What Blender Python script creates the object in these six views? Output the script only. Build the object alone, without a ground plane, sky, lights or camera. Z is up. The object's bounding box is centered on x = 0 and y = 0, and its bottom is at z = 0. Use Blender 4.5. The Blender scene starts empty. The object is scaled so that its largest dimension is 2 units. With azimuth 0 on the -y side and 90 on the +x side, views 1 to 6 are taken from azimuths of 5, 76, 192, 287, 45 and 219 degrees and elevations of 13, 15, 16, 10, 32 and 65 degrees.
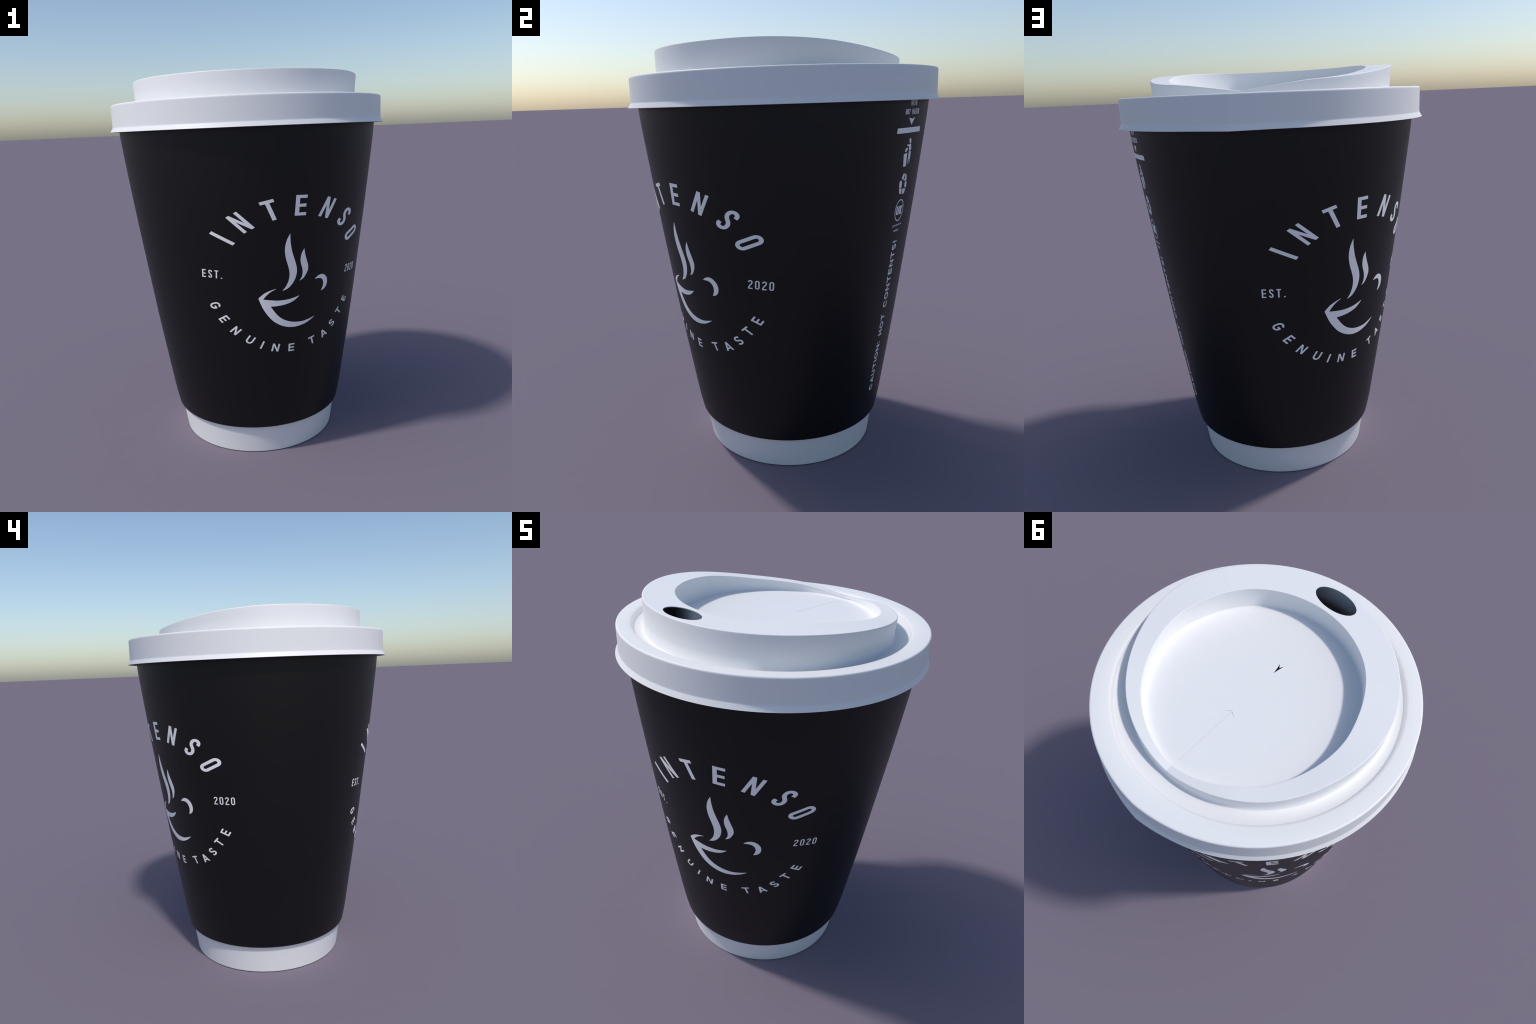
"""Takeaway coffee cup: white paper cup, black printed wrap, white sip lid."""
import bpy, bmesh, math
from mathutils import Vector, Matrix

# ------------------------------------------------------------------ frame
CY = -0.0056                 # the axis stands slightly in front of the box centre
SEG = 128                    # facets round the cup
STEP = 360.0 / SEG
# slightly bellied wall of the wrap: (height, radius)
WRAP_WALL = [(0.168, .4816), (0.25, .4976), (0.4, .5206), (0.7, .5653), (1.0, .6058), (1.3, .6456), (1.5, .6703),
             (1.62, .6846), (1.69, .6925), (1.75, .6978), (1.80, .7005)]


def hermite(knots, x, flat_start=False):
    """smooth curve through (x, y) knots"""
    xs = [k[0] for k in knots]
    ys = [k[1] for k in knots]
    n = len(xs)
    sl = []
    for i in range(n):
        a, b = max(i - 1, 0), min(i + 1, n - 1)
        sl.append((ys[b] - ys[a]) / (xs[b] - xs[a]))
    if flat_start:
        sl[0] = 0.0
    i = 0
    while i < n - 2 and x >= xs[i + 1]:
        i += 1
    h = xs[i + 1] - xs[i]
    s = min(max((x - xs[i]) / h, 0.0), 1.0)
    return ((2 * s**3 - 3 * s**2 + 1) * ys[i] + (s**3 - 2 * s**2 + s) * h * sl[i]
            + (-2 * s**3 + 3 * s**2) * ys[i + 1] + (s**3 - s**2) * h * sl[i + 1])


def wrap_radius(z):
    return hermite(WRAP_WALL, z)


LID_CY = -0.0034             # the lid sits a touch further back


def polar(theta_deg, r, z, cy=CY):
    """theta 0 faces -y, 90 faces +x."""
    t = math.radians(theta_deg)
    return Vector((r * math.sin(t), cy - r * math.cos(t), z))


# -------------------------------------------------------------- materials
def make_material(name, base, dark, rough, noise_scale=40.0, bump=0.0, spec=0.5):
    m = bpy.data.materials.new(name)
    m.use_nodes = True
    nt = m.node_tree
    n, l = nt.nodes, nt.links
    bsdf = n["Principled BSDF"]
    tc = n.new("ShaderNodeTexCoord")
    noise = n.new("ShaderNodeTexNoise")
    noise.inputs["Scale"].default_value = noise_scale
    noise.inputs["Detail"].default_value = 4.0
    ramp = n.new("ShaderNodeValToRGB")
    ramp.color_ramp.elements[0].position = 0.3
    ramp.color_ramp.elements[1].position = 0.7
    ramp.color_ramp.elements[0].color = (*dark, 1)
    ramp.color_ramp.elements[1].color = (*base, 1)
    l.new(tc.outputs["Object"], noise.inputs["Vector"])
    l.new(noise.outputs["Fac"], ramp.inputs["Fac"])
    l.new(ramp.outputs["Color"], bsdf.inputs["Base Color"])
    bsdf.inputs["Roughness"].default_value = rough
    bsdf.inputs["Specular IOR Level"].default_value = spec
    if bump > 0:
        b = n.new("ShaderNodeBump")
        b.inputs["Strength"].default_value = bump
        b.inputs["Distance"].default_value = 0.001
        l.new(noise.outputs["Fac"], b.inputs["Height"])
        l.new(b.outputs["Normal"], bsdf.inputs["Normal"])
    return m


SPEC = 0.5


def grey(v):
    return (v, v, v)


MAT_LID = make_material("white_lid_plastic", grey(0.80), grey(0.795), 0.5, 25, spec=SPEC)
MAT_PAPER = make_material("white_paper", grey(0.80), grey(0.79), 0.5, 60, spec=SPEC)
MAT_WRAP = make_material("black_wrap_paper", (0.0022, 0.0020, 0.0023), (0.0018, 0.0017, 0.0019), 0.45, 60, spec=0.4)
MAT_INK = make_material("white_ink", (0.96, 0.935, 0.92), (0.95, 0.925, 0.91), 0.5, 60, spec=SPEC)


# ------------------------------------------------------------- mesh tools
def new_object(name, bm, mat, parent, sharp_deg=30.0):
    bmesh.ops.recalc_face_normals(bm, faces=bm.faces)
    me = bpy.data.meshes.new(name)
    bm.to_mesh(me)
    bm.free()
    me.materials.append(mat)
    for p in me.polygons:
        p.use_smooth = True
    me.set_sharp_from_angle(angle=math.radians(sharp_deg))
    ob = bpy.data.objects.new(name, me)
    bpy.context.scene.collection.objects.link(ob)
    ob.parent = parent
    return ob


def revolve(bm, profile, close=False, cy=CY):
    """profile: list of (r, z) numbers or callables of theta. Returns rings."""
    rings = []
    for (r, z) in profile:
        ring = []
        for k in range(SEG):
            th = k * STEP
            rr = r(th) if callable(r) else r
            zz = z(th) if callable(z) else z
            ring.append(bm.verts.new(polar(th, rr, zz, cy)))
        rings.append(ring)
    pairs = list(zip(rings[:-1], rings[1:]))
    if close:
        pairs.append((rings[-1], rings[0]))
    for a, b in pairs:
        for k in range(SEG):
            j = (k + 1) % SEG
            bm.faces.new((a[k], a[j], b[j], b[k]))
    return rings


# ---------------------------------------------------------- the whole cup
cup = bpy.data.objects.new("takeaway_coffee_cup", None)
bpy.context.scene.collection.objects.link(cup)
cup["label"] = "black paper takeaway coffee cup with white sip lid"
cup["category"] = "coffee cup"

# ------------------------------------------------------------- paper cup
bm = bmesh.new()
BASE_R0, BASE_K = 0.4400, 0.138
base_r = lambda z: BASE_R0 + BASE_K * z
prof = [(0.002, 0.030), (base_r(0) - 0.016, 0.030), (base_r(0) - 0.014, 0.003), (base_r(0) - 0.011, 0.0),
        (base_r(0) - 0.002, 0.0), (base_r(0.002), 0.002), (base_r(0.15), 0.15),
        (base_r(1.0), 1.0), (base_r(1.84), 1.84), (0.7100, 1.846), (0.7150, 1.856), (0.7090, 1.866),
        (0.6980, 1.868), (0.6880, 1.860), (base_r(1.84) - 0.012, 1.84),
        (base_r(1.0) - 0.012, 1.0), (base_r(0.05) - 0.012, 0.05), (0.002, 0.05)]
rings = revolve(bm, prof)
bm.faces.new(rings[0])
bm.faces.new(rings[-1])
paper_cup = new_object("paper_cup", bm, MAT_PAPER, cup, 40)

# ------------------------------------------------------------ black wrap
bm = bmesh.new()
Z0, Z1 = 0.1675, 1.775
prof = [(wrap_radius(Z0) - 0.0240, Z0 + 0.0015), (wrap_radius(Z0) - 0.0015, Z0), (wrap_radius(Z0), Z0 + 0.0015)]
prof += [(wrap_radius(z), z) for z in [0.18 + 0.0375 * i for i in range(43)]]
prof += [(wrap_radius(Z1), Z1), (wrap_radius(Z1) - 0.010, Z1)]
revolve(bm, prof, close=True)
wrap = new_object("printed_wrap", bm, MAT_WRAP, cup, 40)


# -------------------------------------------------------------------- lid
def spline(knots, theta):
    """curve over |theta| 0..180, flat at the front and free at the back seam"""
    return hermite(knots, abs((theta + 180.0) % 360.0 - 180.0), True)


DOME_R = [(0, .602), (25, .603), (45, .604), (60, .606), (75, .6055), (90, .5955), (105, .581), (120, .572),
          (135, .566), (150, .559), (165, .5535), (180, .552)]
DOME_Z = [(0, 1.9995), (25, 1.9998), (45, 1.9998), (60, 1.9994), (75, 1.9946), (90, 1.984), (105, 1.9673),
          (120, 1.9495), (135, 1.9365), (150, 1.927), (165, 1.911), (180, 1.892)]
WELL_R = [(0, .448), (25, .4515), (45, .458), (60, .459), (75, .4637), (90, .4768), (105, .4832), (120, .4888),
          (135, .498), (150, .5038), (165, .5117), (180, .5176)]
FLOOR_Z = 1.883
TROUGH_R = [(0, .655), (60, .652), (120, .637), (180, .626)]
FOOT_R = [(0, .603), (45, .604), (70, .600), (80, .592), (90, .582), (120, .567), (150, .557), (180, .553)]


def seam(theta, amount):
    """the moulded seam at the back juts out in a soft corner"""
    a = abs((theta + 180.0) % 360.0 - 180.0)
    broad = max(0.0, (a - 120.0) / 60.0) ** 2
    corner = max(0.0, (a - 166.0) / 14.0) ** 1.4
    return amount * (0.35 * broad + 0.65 * corner)


forward = lambda t: 0.0020 * math.cos(math.radians(t))     # dome and well sit a little forward of the rim
dome_r = lambda t: spline(DOME_R, t) + forward(t)
dome_z = lambda t: spline(DOME_Z, t)
well_r = lambda t: spline(WELL_R, t) + forward(t)
trough_r = lambda t: spline(TROUGH_R, t)
foot_r = lambda t: spline(FOOT_R, t) + forward(t)
fillet = lambda t: min(0.005, 0.55 * (dome_z(t) - FLOOR_Z))


def rim(r, amount, lip=0.0):
    """rim radius with the seam corner; the lip also reaches out a little in front"""
    return lambda t: r + seam(t, amount) + lip * (1 + math.cos(math.radians(t))) / 2


bm = bmesh.new()
lid_profile = [
    # flared lip, rim wall and rounded shoulder
    (rim(0.7420, 0.0125, 0.004), lambda t: 1.7475 - seam(t, 0.003)), (rim(0.7414, 0.0122, 0.004), lambda t: 1.7490 - seam(t, 0.003)), (rim(0.7326, 0.0077), 1.7670),
    (rim(0.7318, 0.0072), 1.7690), (rim(0.7316, 0.0070), 1.7730), (rim(0.7312, 0.0060), 1.8740),
    (rim(0.7310, 0.0060), 1.8780), (rim(0.7292, 0.0060), 1.8822), (rim(0.7250, 0.0055), 1.8842),
    (rim(0.7210, 0.0050), 1.8842), (rim(0.7020, 0.0035), 1.8840),
    # soft inner edge of the rim, then the channel round the dome
    (lambda t: trough_r(t) + 0.018, 1.8830), (lambda t: trough_r(t) + 0.008, 1.8790),
    (lambda t: trough_r(t) + 0.0030, 1.8715), (lambda t: trough_r(t) + 0.0004, 1.8630),
    (lambda t: trough_r(t) - 0.0020, 1.8608),
    (lambda t: 0.5 * trough_r(t) + 0.5 * foot_r(t), 1.8530),
    (lambda t: foot_r(t) + 0.010, 1.8475), (lambda t: foot_r(t) + 0.0036, 1.8508),
    (lambda t: 0.65 * foot_r(t) + 0.35 * dome_r(t), lambda t: 0.65 * 1.8505 + 0.35 * dome_z(t)),
    (lambda t: 0.3 * foot_r(t) + 0.7 * dome_r(t), lambda t: 0.3 * 1.8505 + 0.7 * dome_z(t)),
    # dome wall, crisp top edge and flat land
    (lambda t: dome_r(t) + 0.0002, lambda t: dome_z(t) - 0.0060),
    (dome_r, lambda t: dome_z(t) - 0.0028),
    (lambda t: dome_r(t) - 0.0008, lambda t: dome_z(t) - 0.0008),
    (lambda t: dome_r(t) - 0.0028, dome_z),
    (lambda t: dome_r(t) - 0.0060, dome_z),
    (lambda t: well_r(t) + 0.0035, dome_z),
    (lambda t: well_r(t) + 0.0010, dome_z),
    # wall of the drinking well
    (well_r, lambda t: dome_z(t) - 0.0010),
    (well_r, lambda t: dome_z(t) - 0.0030),
    (lambda t: well_r(t) + 0.003, lambda t: FLOOR_Z + fillet(t)),
    (lambda t: well_r(t) + 0.003 - fillet(t), FLOOR_Z),
    (lambda t: well_r(t) - 0.036, FLOOR_Z),
]
LAND = next(i for i, p in enumerate(lid_profile) if p[0] is well_r) - 2                     # ring index of the land's inner edge (land spans 22..23)
lid_rings = revolve(bm, lid_profile, cy=LID_CY)

# sip hole: open the land over the front, refill round an oval
HOLE_A, HOLE_B, HOLE_Y = 0.110, 0.056, -0.532
half = 7
span = [k % SEG for k in range(-half, half + 1)]
land_out, land_in = lid_rings[LAND - 1], lid_rings[LAND]
kill = []
for a, b in zip(span[:-1], span[1:]):
    f = bm.faces.get((land_out[a], land_out[b], land_in[b], land_in[a]))
    kill.append(f)
bmesh.ops.delete(bm, geom=kill, context="FACES_ONLY")
loop = [land_out[k] for k in span] + [land_in[k] for k in reversed(span)]
outer_edges = []
for a, b in zip(loop, loop[1:] + loop[:1]):
    outer_edges.append(bm.edges.get((a, b)) or bm.edges.new((a, b)))
oval = []
for k in range(64):
    t = 2 * math.pi * k / 64
    oval.append(bm.verts.new((HOLE_A * math.cos(t), HOLE_Y + HOLE_B * math.sin(t), 1.9996)))
oval_edges = [bm.edges.new((a, b)) for a, b in zip(oval, oval[1:] + oval[:1])]
bmesh.ops.triangle_fill(bm, edges=outer_edges + oval_edges, use_beauty=True, normal=(0, 0, 1))

# well floor: flat disc with the moulding slit (three-pronged) and the seam crease
floor_loop = lid_rings[-1]
floor_edges = [bm.edges.get((a, b)) for a, b in zip(floor_loop, floor_loop[1:] + floor_loop[:1])]
slit = [(0.0, -0.107), (0.0055, -0.140), (0.0125, -0.168), (0.0, -0.149), (-0.0125, -0.168), (-0.0055, -0.140)]
slit_v = [bm.verts.new((x, y, FLOOR_Z)) for x, y in slit]
slit_e = [bm.edges.new((a, b)) for a, b in zip(slit_v, slit_v[1:] + slit_v[:1])]
# narrow groove from the seam, ending in a small open arrow
grooves = [[(0.0010, 0.474), (0.0010, 0.162), (-0.0010, 0.162), (-0.0010, 0.474)],
           [(0.0025, 0.1575), (0.0305, 0.1770), (0.0020, 0.1600)],
           [(-0.0025, 0.1575), (-0.0020, 0.1600), (-0.0305, 0.1770)]]
groove_loops = [[bm.verts.new((x, y, FLOOR_Z)) for x, y in g] for g in grooves]
groove_e = []
for lp in groove_loops:
    groove_e += [bm.edges.new((a, b)) for a, b in zip(lp, lp[1:] + lp[:1])]
bmesh.ops.triangle_fill(bm, edges=floor_edges + slit_e + groove_e, use_beauty=True, normal=(0, 0, 1))
for lp in groove_loops:
    bottom = [bm.verts.new((v.co.x, v.co.y, FLOOR_Z - 0.0026)) for v in lp]
    for i in range(len(lp)):
        j = (i + 1) % len(lp)
        bm.faces.new((lp[i], lp[j], bottom[j], bottom[i]))
    bm.faces.new(bottom)

bmesh.ops.recalc_face_normals(bm, faces=bm.faces)
if max(bm.faces, key=lambda f: f.calc_center_median().z).normal.z < 0:
    bmesh.ops.reverse_faces(bm, faces=bm.faces)
shell = bpy.data.meshes.new("shell")
bm.to_mesh(shell)
bm.free()
helper = bpy.data.objects.new("shell", shell)
bpy.context.scene.collection.objects.link(helper)
solid = helper.modifiers.new("wall", "SOLIDIFY")
solid.thickness = 0.0030
solid.offset = -1.0
thick = bpy.data.meshes.new_from_object(helper.evaluated_get(bpy.context.evaluated_depsgraph_get()))
bpy.data.objects.remove(helper)
bm = bmesh.new()
bm.from_mesh(thick)
bpy.data.meshes.remove(thick)
lid = new_object("sip_lid", bm, MAT_LID, cup, 66)
for e in lid.data.edges:                      # the moulded seam is a crisp line
    p, q = (lid.data.vertices[i].co for i in e.vertices)
    if abs(p.x) < 1e-4 and abs(q.x) < 1e-4 and p.y > 0.5 and q.y > 0.5:
        e.use_edge_sharp = True


# ---------------------------------------------------------------- printing
# A small stroke alphabet.  Every glyph is a list of polygons in a box of
# height 1 and width w, drawn with stroke t.
def arc(cx, cy, rx, ry, a0, a1, n=10):
    return [(cx + rx * math.cos(math.radians(a0 + (a1 - a0) * i / n)),
             cy + ry * math.sin(math.radians(a0 + (a1 - a0) * i / n))) for i in range(n + 1)]


def bezier(p0, p1, p2, p3, n=10):
    out = []
    for i in range(n + 1):
        s = i / n
        a, b, c, d = (1 - s)**3, 3 * s * (1 - s)**2, 3 * s * s * (1 - s), s**3
        out.append((a * p0[0] + b * p1[0] + c * p2[0] + d * p3[0], a * p0[1] + b * p1[1] + c * p2[1] + d * p3[1]))
    return out


def stroke(path, t, closed=False):
    """band of width t along a path, as quads"""
    pts = [path[0]]
    for p in path[1:]:
        if math.hypot(p[0] - pts[-1][0], p[1] - pts[-1][1]) > 1e-5:
            pts.append(p)
    if closed and math.hypot(pts[0][0] - pts[-1][0], pts[0][1] - pts[-1][1]) < 1e-5:
        pts.pop()
    n = len(pts)
    left, right = [], []
    for i in range(n):
        def direction(a, b):
            dx, dy = b[0] - a[0], b[1] - a[1]
            d = math.hypot(dx, dy)
            return dx / d, dy / d
        if closed or 0 < i < n - 1:
            d0 = direction(pts[i - 1], pts[i])
            d1 = direction(pts[i], pts[(i + 1) % n])
        elif i == 0:
            d0 = d1 = direction(pts[0], pts[1])
        else:
            d0 = d1 = direction(pts[-2], pts[-1])
        nx, ny = -(d0[1] + d1[1]), d0[0] + d1[0]
        m = math.hypot(nx, ny)
        nx, ny = nx / m, ny / m
        k = t / 2 / max(0.35, nx * -d0[1] + ny * d0[0])
        left.append((pts[i][0] + nx * k, pts[i][1] + ny * k))
        right.append((pts[i][0] - nx * k, pts[i][1] - ny * k))
    polys = []
    for i in range(n if closed else n - 1):
        j = (i + 1) % n
        polys.append([left[i], right[i], right[j], left[j]])
    return polys


def rect(x0, y0, x1, y1):
    return [(x0, y0), (x1, y0), (x1, y1), (x0, y1)]


def glyph(ch, w, t):
    c = t / 2
    rx = w / 2 - c
    ry = min(rx, 0.5 - c - (0.05 if w < 0.86 else 0.14))
    top, low = 1 - c - ry, c + ry
    if ch == "I":
        return [rect(0, 0, t, 1)]
    if ch == ".":
        return [rect(0, 0, t, t)]
    if ch == ":":
        return [rect(0, 0.08, t, 0.08 + t), rect(0, 0.62, t, 0.62 + t)]
    if ch == "!":
        return [rect(0, 0, t, t), rect(0, 0.34, t, 1)]
    if ch == "E":
        return [rect(0, 0, t, 1), rect(t, 0, w, t), rect(t, 0.5 - c, w * 0.96, 0.5 + c), rect(t, 1 - t, w, 1)]
    if ch == "T":
        return [rect(0, 1 - t, w, 1), rect(w / 2 - c, 0, w / 2 + c, 1 - t)]
    if ch == "H":
        return [rect(0, 0, t, 1), rect(w - t, 0, w, 1), rect(t, 0.5 - c, w - t, 0.5 + c)]
    if ch == "N":
        t = t * 0.86 if w < 0.55 else t
        d = t * 1.05
        k = t / (w - d)                       # where the slanting bar leaves the stems
        return [[(0, 0), (t, 0), (t, 1 - k), (w - d, 0), (w, 0), (w, 1), (w - t, 1), (w - t, k), (d, 1), (0, 1)]]
    if ch == "U":
        return stroke([(c, 1)] + arc(w / 2, low, rx, ry, 180, 360, 14) + [(w - c, 1)], t)
    if ch in "O0":
        return stroke(arc(w / 2, top, rx, ry, 0, 180, 14) + arc(w / 2, low, rx, ry, 180, 360, 14), t, True)
    if ch == "C" and w > 0.55:
        return stroke(arc(w / 2, top, rx, ry, 12, 180, 14) + arc(w / 2, low, rx, ry, 180, 348, 14), t)
    if ch == "C":
        return stroke([(w - c, top - 0.04)] + arc(w / 2, top, rx, ry, 0, 180, 14) + arc(w / 2, low, rx, ry, 180, 360, 14)
                      + [(w - c, low + 0.04)], t)
    if ch == "G" and w > 0.55:
        return stroke(arc(w / 2, top, rx, ry, 28, 180, 14) + arc(w / 2, low, rx, ry, 180, 350, 14)
                      + [(w - c, 0.46), (w * 0.52, 0.46)], t)
    if ch == "G":
        return stroke([(w - c, top - 0.02)] + arc(w / 2, top, rx, ry, 0, 180, 14) + arc(w / 2, low, rx, ry, 180, 360, 14)
                      + [(w - c, 0.47), (w * 0.52, 0.47)], t)
    if ch == "S" and w > 0.55:
        ry = 0.25 - c / 2
        top, low = 1 - c - ry, c + ry
        return stroke(arc(w / 2, top, rx, ry, 25, 270, 16)[:-1] + arc(w / 2, low, rx, ry, 90, -155, 16), t)
    if ch == "S":
        return stroke([(w - c, top - 0.05)] + arc(w / 2, top, rx, ry, 0, 180, 14)
                      + bezier((c, top), (c, 0.47), (w - c, 0.53), (w - c, low), 12)
                      + arc(w / 2, low, rx, ry, 0, -180, 14) + [(c, low + 0.05)], t)
    if ch == "2":
        return stroke([(c, top - 0.04)] + arc(w / 2, top, rx, ry, 180, 0, 14)
                      + bezier((w - c, top), (w - c, 0.52), (c * 1.1, 0.40), (c * 1.1, c), 10) + [(w, c)], t)
    if ch == "A":
        a = t * 0.55
        m = (w / 2 - a)                       # outer edge reaches m at y = 1
        edge = lambda y: m * y                # outer left edge
        tt = t * 1.12
        cb, ct = 0.20, 0.20 + t * 0.85
        yin = min(0.92, (w / 2 - tt) / m)     # inner edge meets the middle
        inner = lambda y: edge(y) + tt
        lft = [(0, 0), (tt, 0), (inner(cb), cb), (w / 2, cb), (w / 2, ct), (inner(ct), ct), (w / 2, yin), (w / 2, 1), (m, 1)]
        return [lft, [(w - x, y) for x, y in reversed(lft)]]
    if ch == "W":
        return stroke([(c, 1), (w * 0.27, c), (w * 0.5, 0.85), (w * 0.73, c), (w - c, 1)], t)
    if ch == "R":
        return [rect(0, 0, t, 1), [(t, 1), (t, 1 - t), (w - t, 1 - t), (w - t, 0.5), (t, 0.5), (t, 0.5 - t), (w * 0.45, 0.5 - t),
                (w - t, 0), (w, 0), (w * 0.78, 0.5 - t), (w, 0.5), (w, 1)]]
    if ch == "K":
        return [rect(0, 0, t, 1), [(t, 0.38), (t, 0.62), (w - t * 1.1, 1), (w, 1), (w * 0.55, 0.52), (w, 0), (w - t * 1.15, 0),
                (w * 0.40, 0.42)]]
    return []


GLYPH_W = {"I": None, ".": None, ":": None, "!": None}


def print_shape(name, polys, parent, proud=0.0004):
    """polys in (theta degrees, z): wrap them on the cone as a thin ink film"""
    b = bmesh.new()
    cache = {}

    def vert(p):
        key = (round(p[0], 4), round(p[1], 5))
        if key not in cache:
            cache[key] = b.verts.new((p[0], p[1], 0))
        return cache[key]
    for poly in polys:
        vs = []
        for p in poly:
            v = vert(p)
            if v not in vs:
                vs.append(v)
        if len(vs) > 2:
            try:
                b.faces.new(vs)
            except ValueError:
                pass
    for f in b.faces:
        f.normal_update()
    for f in list(b.faces):
        if f.normal.z < 0:
            f.normal_flip()
    bmesh.ops.triangulate(b, faces=[f for f in b.faces if len(f.verts) > 4], ngon_method="EAR_CLIP")
    xs = [v.co.x for v in b.verts]
    cut = math.floor(min(xs) / (STEP / 2)) * (STEP / 2)
    while cut < max(xs):
        cut += STEP / 2
        bmesh.ops.bisect_plane(b, geom=b.verts[:] + b.edges[:] + b.faces[:], plane_co=(cut, 0, 0), plane_no=(1, 0, 0))
    film = bmesh.ops.extrude_face_region(b, geom=b.faces[:])
    for g in film["geom"]:
        if isinstance(g, bmesh.types.BMVert):
            g.co.z = 1.0
    for v in b.verts:
        th, z, up = v.co
        v.co = polar(th, wrap_radius(z) + (proud if up > 0.5 else -0.0008), z)
    return new_object(name, b, MAT_INK, parent, 30)


def place(polys, origin, angle, scale, aspect=1.0):
    """glyph polygons -> logo plane"""
    ca, sa = math.cos(angle), math.sin(angle)
    out = []
    for poly in polys:
        q = []
        for x, y in poly:
            x, y = x * scale * aspect, y * scale
            q.append((origin[0] + ca * x - sa * y, origin[1] + sa * x + ca * y))
        out.append(q)
    return out


def smooth_outline(points, tips, sub=4):
    """closed Catmull-Rom outline through points, sharp at the tips"""
    n = len(points)
    out = []
    for i in range(n):
        p1, p2 = points[i], points[(i + 1) % n]
        p0 = points[i - 1] if i not in tips else p1
        p3 = points[(i + 2) % n] if (i + 1) % n not in tips else p2
        for k in range(sub):
            s = k / sub
            q = []
            for a in (0, 1):
                q.append(0.5 * (2 * p1[a] + (p2[a] - p0[a]) * s + (2 * p0[a] - 5 * p1[a] + 4 * p2[a] - p3[a]) * s * s
                                + (3 * p1[a] - p0[a] - 3 * p2[a] + p3[a]) * s**3))
            out.append(tuple(q))
    return out


STEAM_TALL = [(-0.0405, 0.2149), (-0.051, 0.1838), (-0.0551, 0.1516), (-0.0532, 0.12), (-0.046, 0.088), (-0.0341, 0.0524),
    (-0.0258, 0.0226), (-0.0233, -0.0042), (-0.0262, -0.0307), (-0.0341, -0.0541), (-0.0467, -0.0756),
    (-0.0255, -0.0649), (-0.0095, -0.0457), (0.0018, -0.0209), (0.007, 0.0084), (0.0057, 0.035), (-0.002,
    0.0638), (-0.0152, 0.0995), (-0.0271, 0.136), (-0.0358, 0.1763)]
STEAM_SHORT = [(0.0275, 0.1375), (0.0192, 0.1156), (0.0165, 0.0897), (0.0206, 0.0631), (0.0292, 0.0389), (0.0338, 0.0178),
    (0.0334, -0.0059), (0.0246, -0.0271), (0.0401, -0.0167), (0.0512, 0.0042), (0.0577, 0.0272), (0.0552,
    0.0511), (0.0459, 0.0773), (0.0346, 0.1086)]
HANDLE = [(0.0998, -0.0267), (0.1118, -0.0133), (0.1296, -0.0061), (0.1465, -0.0092), (0.1625, -0.0225), (0.1717,
    -0.0423), (0.1719, -0.0668), (0.1617, -0.0853), (0.1441, -0.0947), (0.1505, -0.0724), (0.1508, -0.0541),
    (0.1447, -0.038), (0.1331, -0.0278), (0.1186, -0.0251)]
BOWL = [(-0.0742, -0.0646), (-0.0941, -0.0712), (-0.1196, -0.0852), (-0.1354, -0.1003), (-0.1462, -0.1143), (-0.1383,
    -0.1356), (-0.1217, -0.1726), (-0.0997, -0.207), (-0.0749, -0.2359), (-0.0446, -0.2575), (-0.0141,
    -0.2699), (0.011, -0.2742), (0.0421, -0.2727), (0.0794, -0.2614), (0.1083, -0.2445), (0.1274, -0.2282),
    (0.1011, -0.2383), (0.0685, -0.2472), (0.0365, -0.2481), (0.008, -0.2443), (-0.0201, -0.2342), (-0.0453,
    -0.2174), (-0.0679, -0.1925), (-0.0915, -0.1577), (-0.0631, -0.1557), (-0.028, -0.1486), (0.0023,
    -0.1358), (0.022, -0.1193), (0.033, -0.1052), (0.0055, -0.1159), (-0.0251, -0.1237), (-0.0604, -0.1264),
    (-0.0953, -0.1239), (-0.1262, -0.1197), (-0.1161, -0.1022), (-0.0982, -0.0813)]
ICON = [("steam_wisp", smooth_outline(STEAM_TALL, {0, 10})), ("steam_wisp", smooth_outline(STEAM_SHORT, {0, 7})),
        ("cup_handle_mark", smooth_outline(HANDLE, {0, 8})),
        ("cup_bowl_mark", smooth_outline(BOWL, {0, 4, 15, 23, 28, 33}))]

DEG_PER_M = 113.0            # the artwork is laid out in degrees round, metres up
GLYPH_STRETCH = 1.11         # its letters are a little wide


def ring_text(letters, height, widths, t, head_out=True):
    """letters at (degrees, metres) from the middle, heads turned out (or in)"""
    out = []
    for ch, dx, dy in letters:
        w = t if ch in ("I", ".", ":", "!") else widths.get(ch, widths["*"])
        x, y = dx / DEG_PER_M, dy
        a = -math.atan2(x, y) if head_out else math.atan2(x, -y)
        ca, sa = math.cos(a), math.sin(a)
        polys = []
        for poly in glyph(ch, w, t):
            q = []
            for px, py in poly:
                px, py = (px - w / 2) * height, (py - 0.5) * height
                q.append((x + GLYPH_STRETCH * (ca * px - sa * py), y + sa * px + ca * py))
            polys.append(q)
        out.append((ch, polys))
    return out


def line_text(text, x_mid, y_mid, height, widths, t, gap):
    ws = [(t if ch in ("I", ".", ":", "!") else (0.35 if ch == " " else widths.get(ch, widths["*"]))) for ch in text]
    total = sum(ws) + gap * (len(ws) - 1)
    x = -total / 2
    out = []
    for ch, w in zip(text, ws):
        if ch != " ":
            out.append((ch, place(glyph(ch, w, t), (x_mid + x * height, y_mid - height / 2), 0.0, height)))
        x += w + gap
    return out


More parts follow.
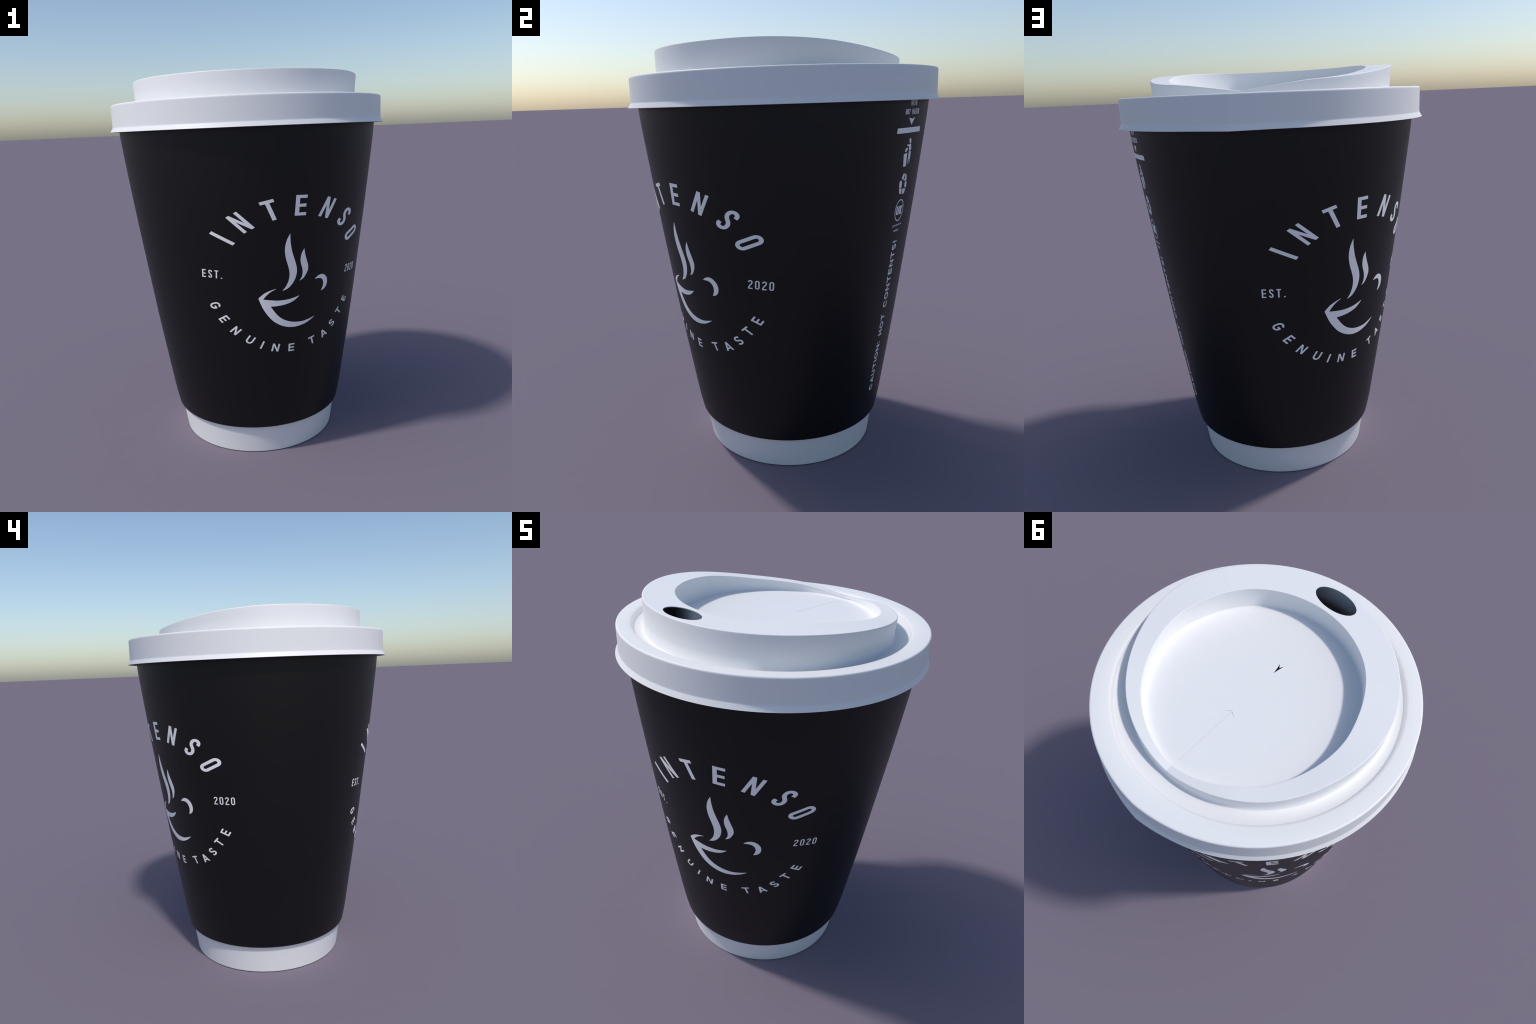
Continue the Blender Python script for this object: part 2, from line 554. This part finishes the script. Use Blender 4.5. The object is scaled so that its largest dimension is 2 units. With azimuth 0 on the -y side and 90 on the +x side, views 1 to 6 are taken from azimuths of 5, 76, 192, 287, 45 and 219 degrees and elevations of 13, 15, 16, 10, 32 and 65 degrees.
def logo(theta_c, z_c, tilt_deg):
    tilt = math.radians(tilt_deg)
    ca, sa = math.cos(tilt), math.sin(tilt)

    def to_cup(poly):
        return [(theta_c + DEG_PER_M * (ca * x - sa * y), z_c + sa * x + ca * y) for x, y in poly]
    items = []
    items += ring_text([("I", -33.9, .1865), ("N", -26.4, .2670), ("T", -14.3, .3270), ("E", -1.1, .3500),
                        ("N", 12.7, .3335), ("S", 25.1, .2795), ("O", 33.8, .1895)],
                       0.098, {"*": 0.44, "N": 0.47, "T": 0.50, "S": 0.46, "O": 0.46, "E": 0.42}, 0.15)
    items += line_text("EST.", -38.65 / DEG_PER_M, 0.0015, 0.041, {"*": 0.40}, 0.13, 0.26)
    items += line_text("2020", 38.95 / DEG_PER_M, -0.0010, 0.041, {"*": 0.42}, 0.118, 0.22)
    items += ring_text([("G", -37.3, -.1655), ("E", -32.8, -.2345), ("N", -26.9, -.2935), ("U", -19.4, -.3405),
                        ("I", -13.1, -.3685), ("N", -5.9, -.3845), ("E", 2.8, -.3890), ("T", 15.1, -.3645),
                        ("A", 22.9, -.3395), ("S", 28.8, -.2935), ("T", 33.6, -.2355), ("E", 37.9, -.1755)],
                       0.043, {"*": 0.62, "G": 0.74, "N": 0.72, "U": 0.72, "A": 0.84, "T": 0.74, "S": 0.68, "E": 0.60}, 0.17,
                       head_out=False)
    for ch, polys in items:
        print_shape("printed_letter", [to_cup(p) for p in polys], wrap)
    for name, outline in ICON:
        print_shape(name, [to_cup(outline)], wrap)


logo(24.4, 1.0275, -4.5)
logo(229.1, 1.0355, 0.0)

# ------------------------------------------------- care strip (theta about 127)
def boxed(polys, th0, th1, z0, z1):
    """unit-box polygons -> theta/z box"""
    return [[(th0 + (th1 - th0) * x, z0 + (z1 - z0) * y) for x, y in p] for p in polys]


def strip_line(text, th0, th1, z0, z1, t, gap, widths):
    ws = [(t if ch in ("I", ".", ":", "!") else (0.40 if ch == " " else widths.get(ch, widths["*"]))) for ch in text]
    total = sum(ws) + gap * (len(ws) - 1)
    x = 0.0
    for ch, w in zip(text, ws):
        if ch != " ":
            polys = [[((px + x) / total, py) for px, py in p] for p in glyph(ch, w, t)]
            print_shape("printed_letter", boxed(polys, th0, th1, z0, z1), wrap)
        x += w + gap


strip_line("WITH", 123.9, 128.5, 1.724, 1.746, 0.13, 0.16, {"*": 0.42, "W": 0.66})
strip_line("HOT WATER", 120.9, 131.2, 1.688, 1.710, 0.13, 0.15, {"*": 0.42, "W": 0.66, "A": 0.5})
print_shape("arrow_mark", [[(126.1, 1.644), (128.2, 1.675), (126.05, 1.669), (123.7, 1.675)]], wrap)
print_shape("bar_mark", [[(117.1, 1.612), (135.5, 1.612), (135.1, 1.634), (117.2, 1.634)]], wrap)

# litter figure: head, body, legs, bin and litter
fig = []
fig.append([(127.18 + 0.78 * math.cos(a * math.pi / 8) + 0.30 * -math.sin(a * math.pi / 8), 1.5775 + 0.0112 * math.sin(a * math.pi / 8))
            for a in range(16)])
fig.append([(124.63, 1.5603), (126.36, 1.5626), (128.04, 1.5643), (128.56, 1.5515), (128.93, 1.5387), (127.10, 1.5341),
            (126.78, 1.5518)])
fig.append([(127.16, 1.5322), (128.82, 1.5330), (129.02, 1.5164), (128.82, 1.4876), (128.77, 1.4750), (127.88, 1.5041),
            (127.38, 1.4815), (126.99, 1.4751), (127.27, 1.5048)])
fig.append([(123.92, 1.5321), (124.32, 1.5459), (125.46, 1.5490), (126.06, 1.5443), (125.35, 1.5332), (124.36, 1.5307)])
fig.append([(123.37, 1.5227), (124.22, 1.4676), (126.26, 1.4682), (125.97, 1.5266)])
print_shape("litter_figure_mark", fig, wrap)

# recycling mark: three folded arrows chasing round a triangle
rec = [[(124.44, 1.4193), (125.44, 1.4372), (126.69, 1.4356), (125.88, 1.4061)],
       [(126.87, 1.4353), (127.99, 1.4316), (128.74, 1.4111), (128.54, 1.4023), (126.51, 1.4052), (127.27, 1.4190)],
       [(123.34, 1.3783), (123.18, 1.3942), (123.40, 1.4074), (124.78, 1.4063), (125.21, 1.3936), (125.08, 1.3734)],
       [(127.75, 1.3761), (127.51, 1.3961), (128.75, 1.4020), (129.36, 1.3897), (129.34, 1.3691)],
       [(123.38, 1.3737), (125.55, 1.3718), (125.83, 1.3462), (124.23, 1.3497)],
       [(126.15, 1.3690), (128.89, 1.3675), (128.26, 1.3478), (126.83, 1.3423)]]
print_shape("recycling_mark", rec, wrap)

# round badge with two letters, and two lines of tiny print
ring = stroke([(math.cos(2 * math.pi * i / 48), math.sin(2 * math.pi * i / 48)) for i in range(48)], 0.10, True)
print_shape("round_badge_mark", [[(126.35 + 3.35 * x, 1.2720 + 0.0475 * y) for x, y in p] for p in ring], wrap)
strip_line("UK", 123.9, 128.9, 1.252, 1.292, 0.20, 0.10, {"*": 0.55})


def font_polys(text, th0, th1, z0, z1):
    cu = bpy.data.curves.new("tiny_print", "FONT")
    cu.body = text
    cu.resolution_u = 2
    ob = bpy.data.objects.new("tiny_print", cu)
    bpy.context.scene.collection.objects.link(ob)
    me = ob.to_mesh()
    xs = [v.co.x for v in me.vertices]
    ys = [v.co.y for v in me.vertices]
    x0, x1, y0, y1 = min(xs), max(xs), min(ys), max(ys)
    polys = [[(th0 + (th1 - th0) * (me.vertices[i].co.x - x0) / (x1 - x0),
               z0 + (z1 - z0) * (me.vertices[i].co.y - y0) / (y1 - y0)) for i in p.vertices] for p in me.polygons]
    ob.to_mesh_clear()
    bpy.data.objects.remove(ob)
    bpy.data.curves.remove(cu)
    return polys


tiny = font_polys("guaranteed", 122.7, 130.1, 1.197, 1.2105) + font_polys("british", 124.2, 128.3, 1.1735, 1.186)
tiny_print = print_shape("small_print", tiny, wrap)
tiny_print["kind"] = "stuff"

# warning line runs up the cup, heads of the letters to the left
def rising_line(text, z0, z1, th_foot, th_head, t, gap, widths):
    ws = [(t if ch in ("I", ".", ":", "!") else (0.55 if ch == " " else widths.get(ch, widths["*"]))) for ch in text]
    total = sum(ws) + gap * (len(ws) - 1)
    x = 0.0
    for ch, w in zip(text, ws):
        if ch != " ":
            polys = [[(th_foot + (th_head - th_foot) * py, z0 + (z1 - z0) * (px + x) / total) for px, py in p]
                     for p in glyph(ch, w, t)]
            print_shape("printed_letter", polys, wrap)
        x += w + gap


rising_line("CAUTION: HOT CONTENTS!", 0.340, 1.128, 128.5, 125.1, 0.19, 0.22,
            {"*": 0.80, "O": 0.95, "C": 0.90, "A": 0.95, "N": 0.90, "T": 0.85, "S": 0.78})
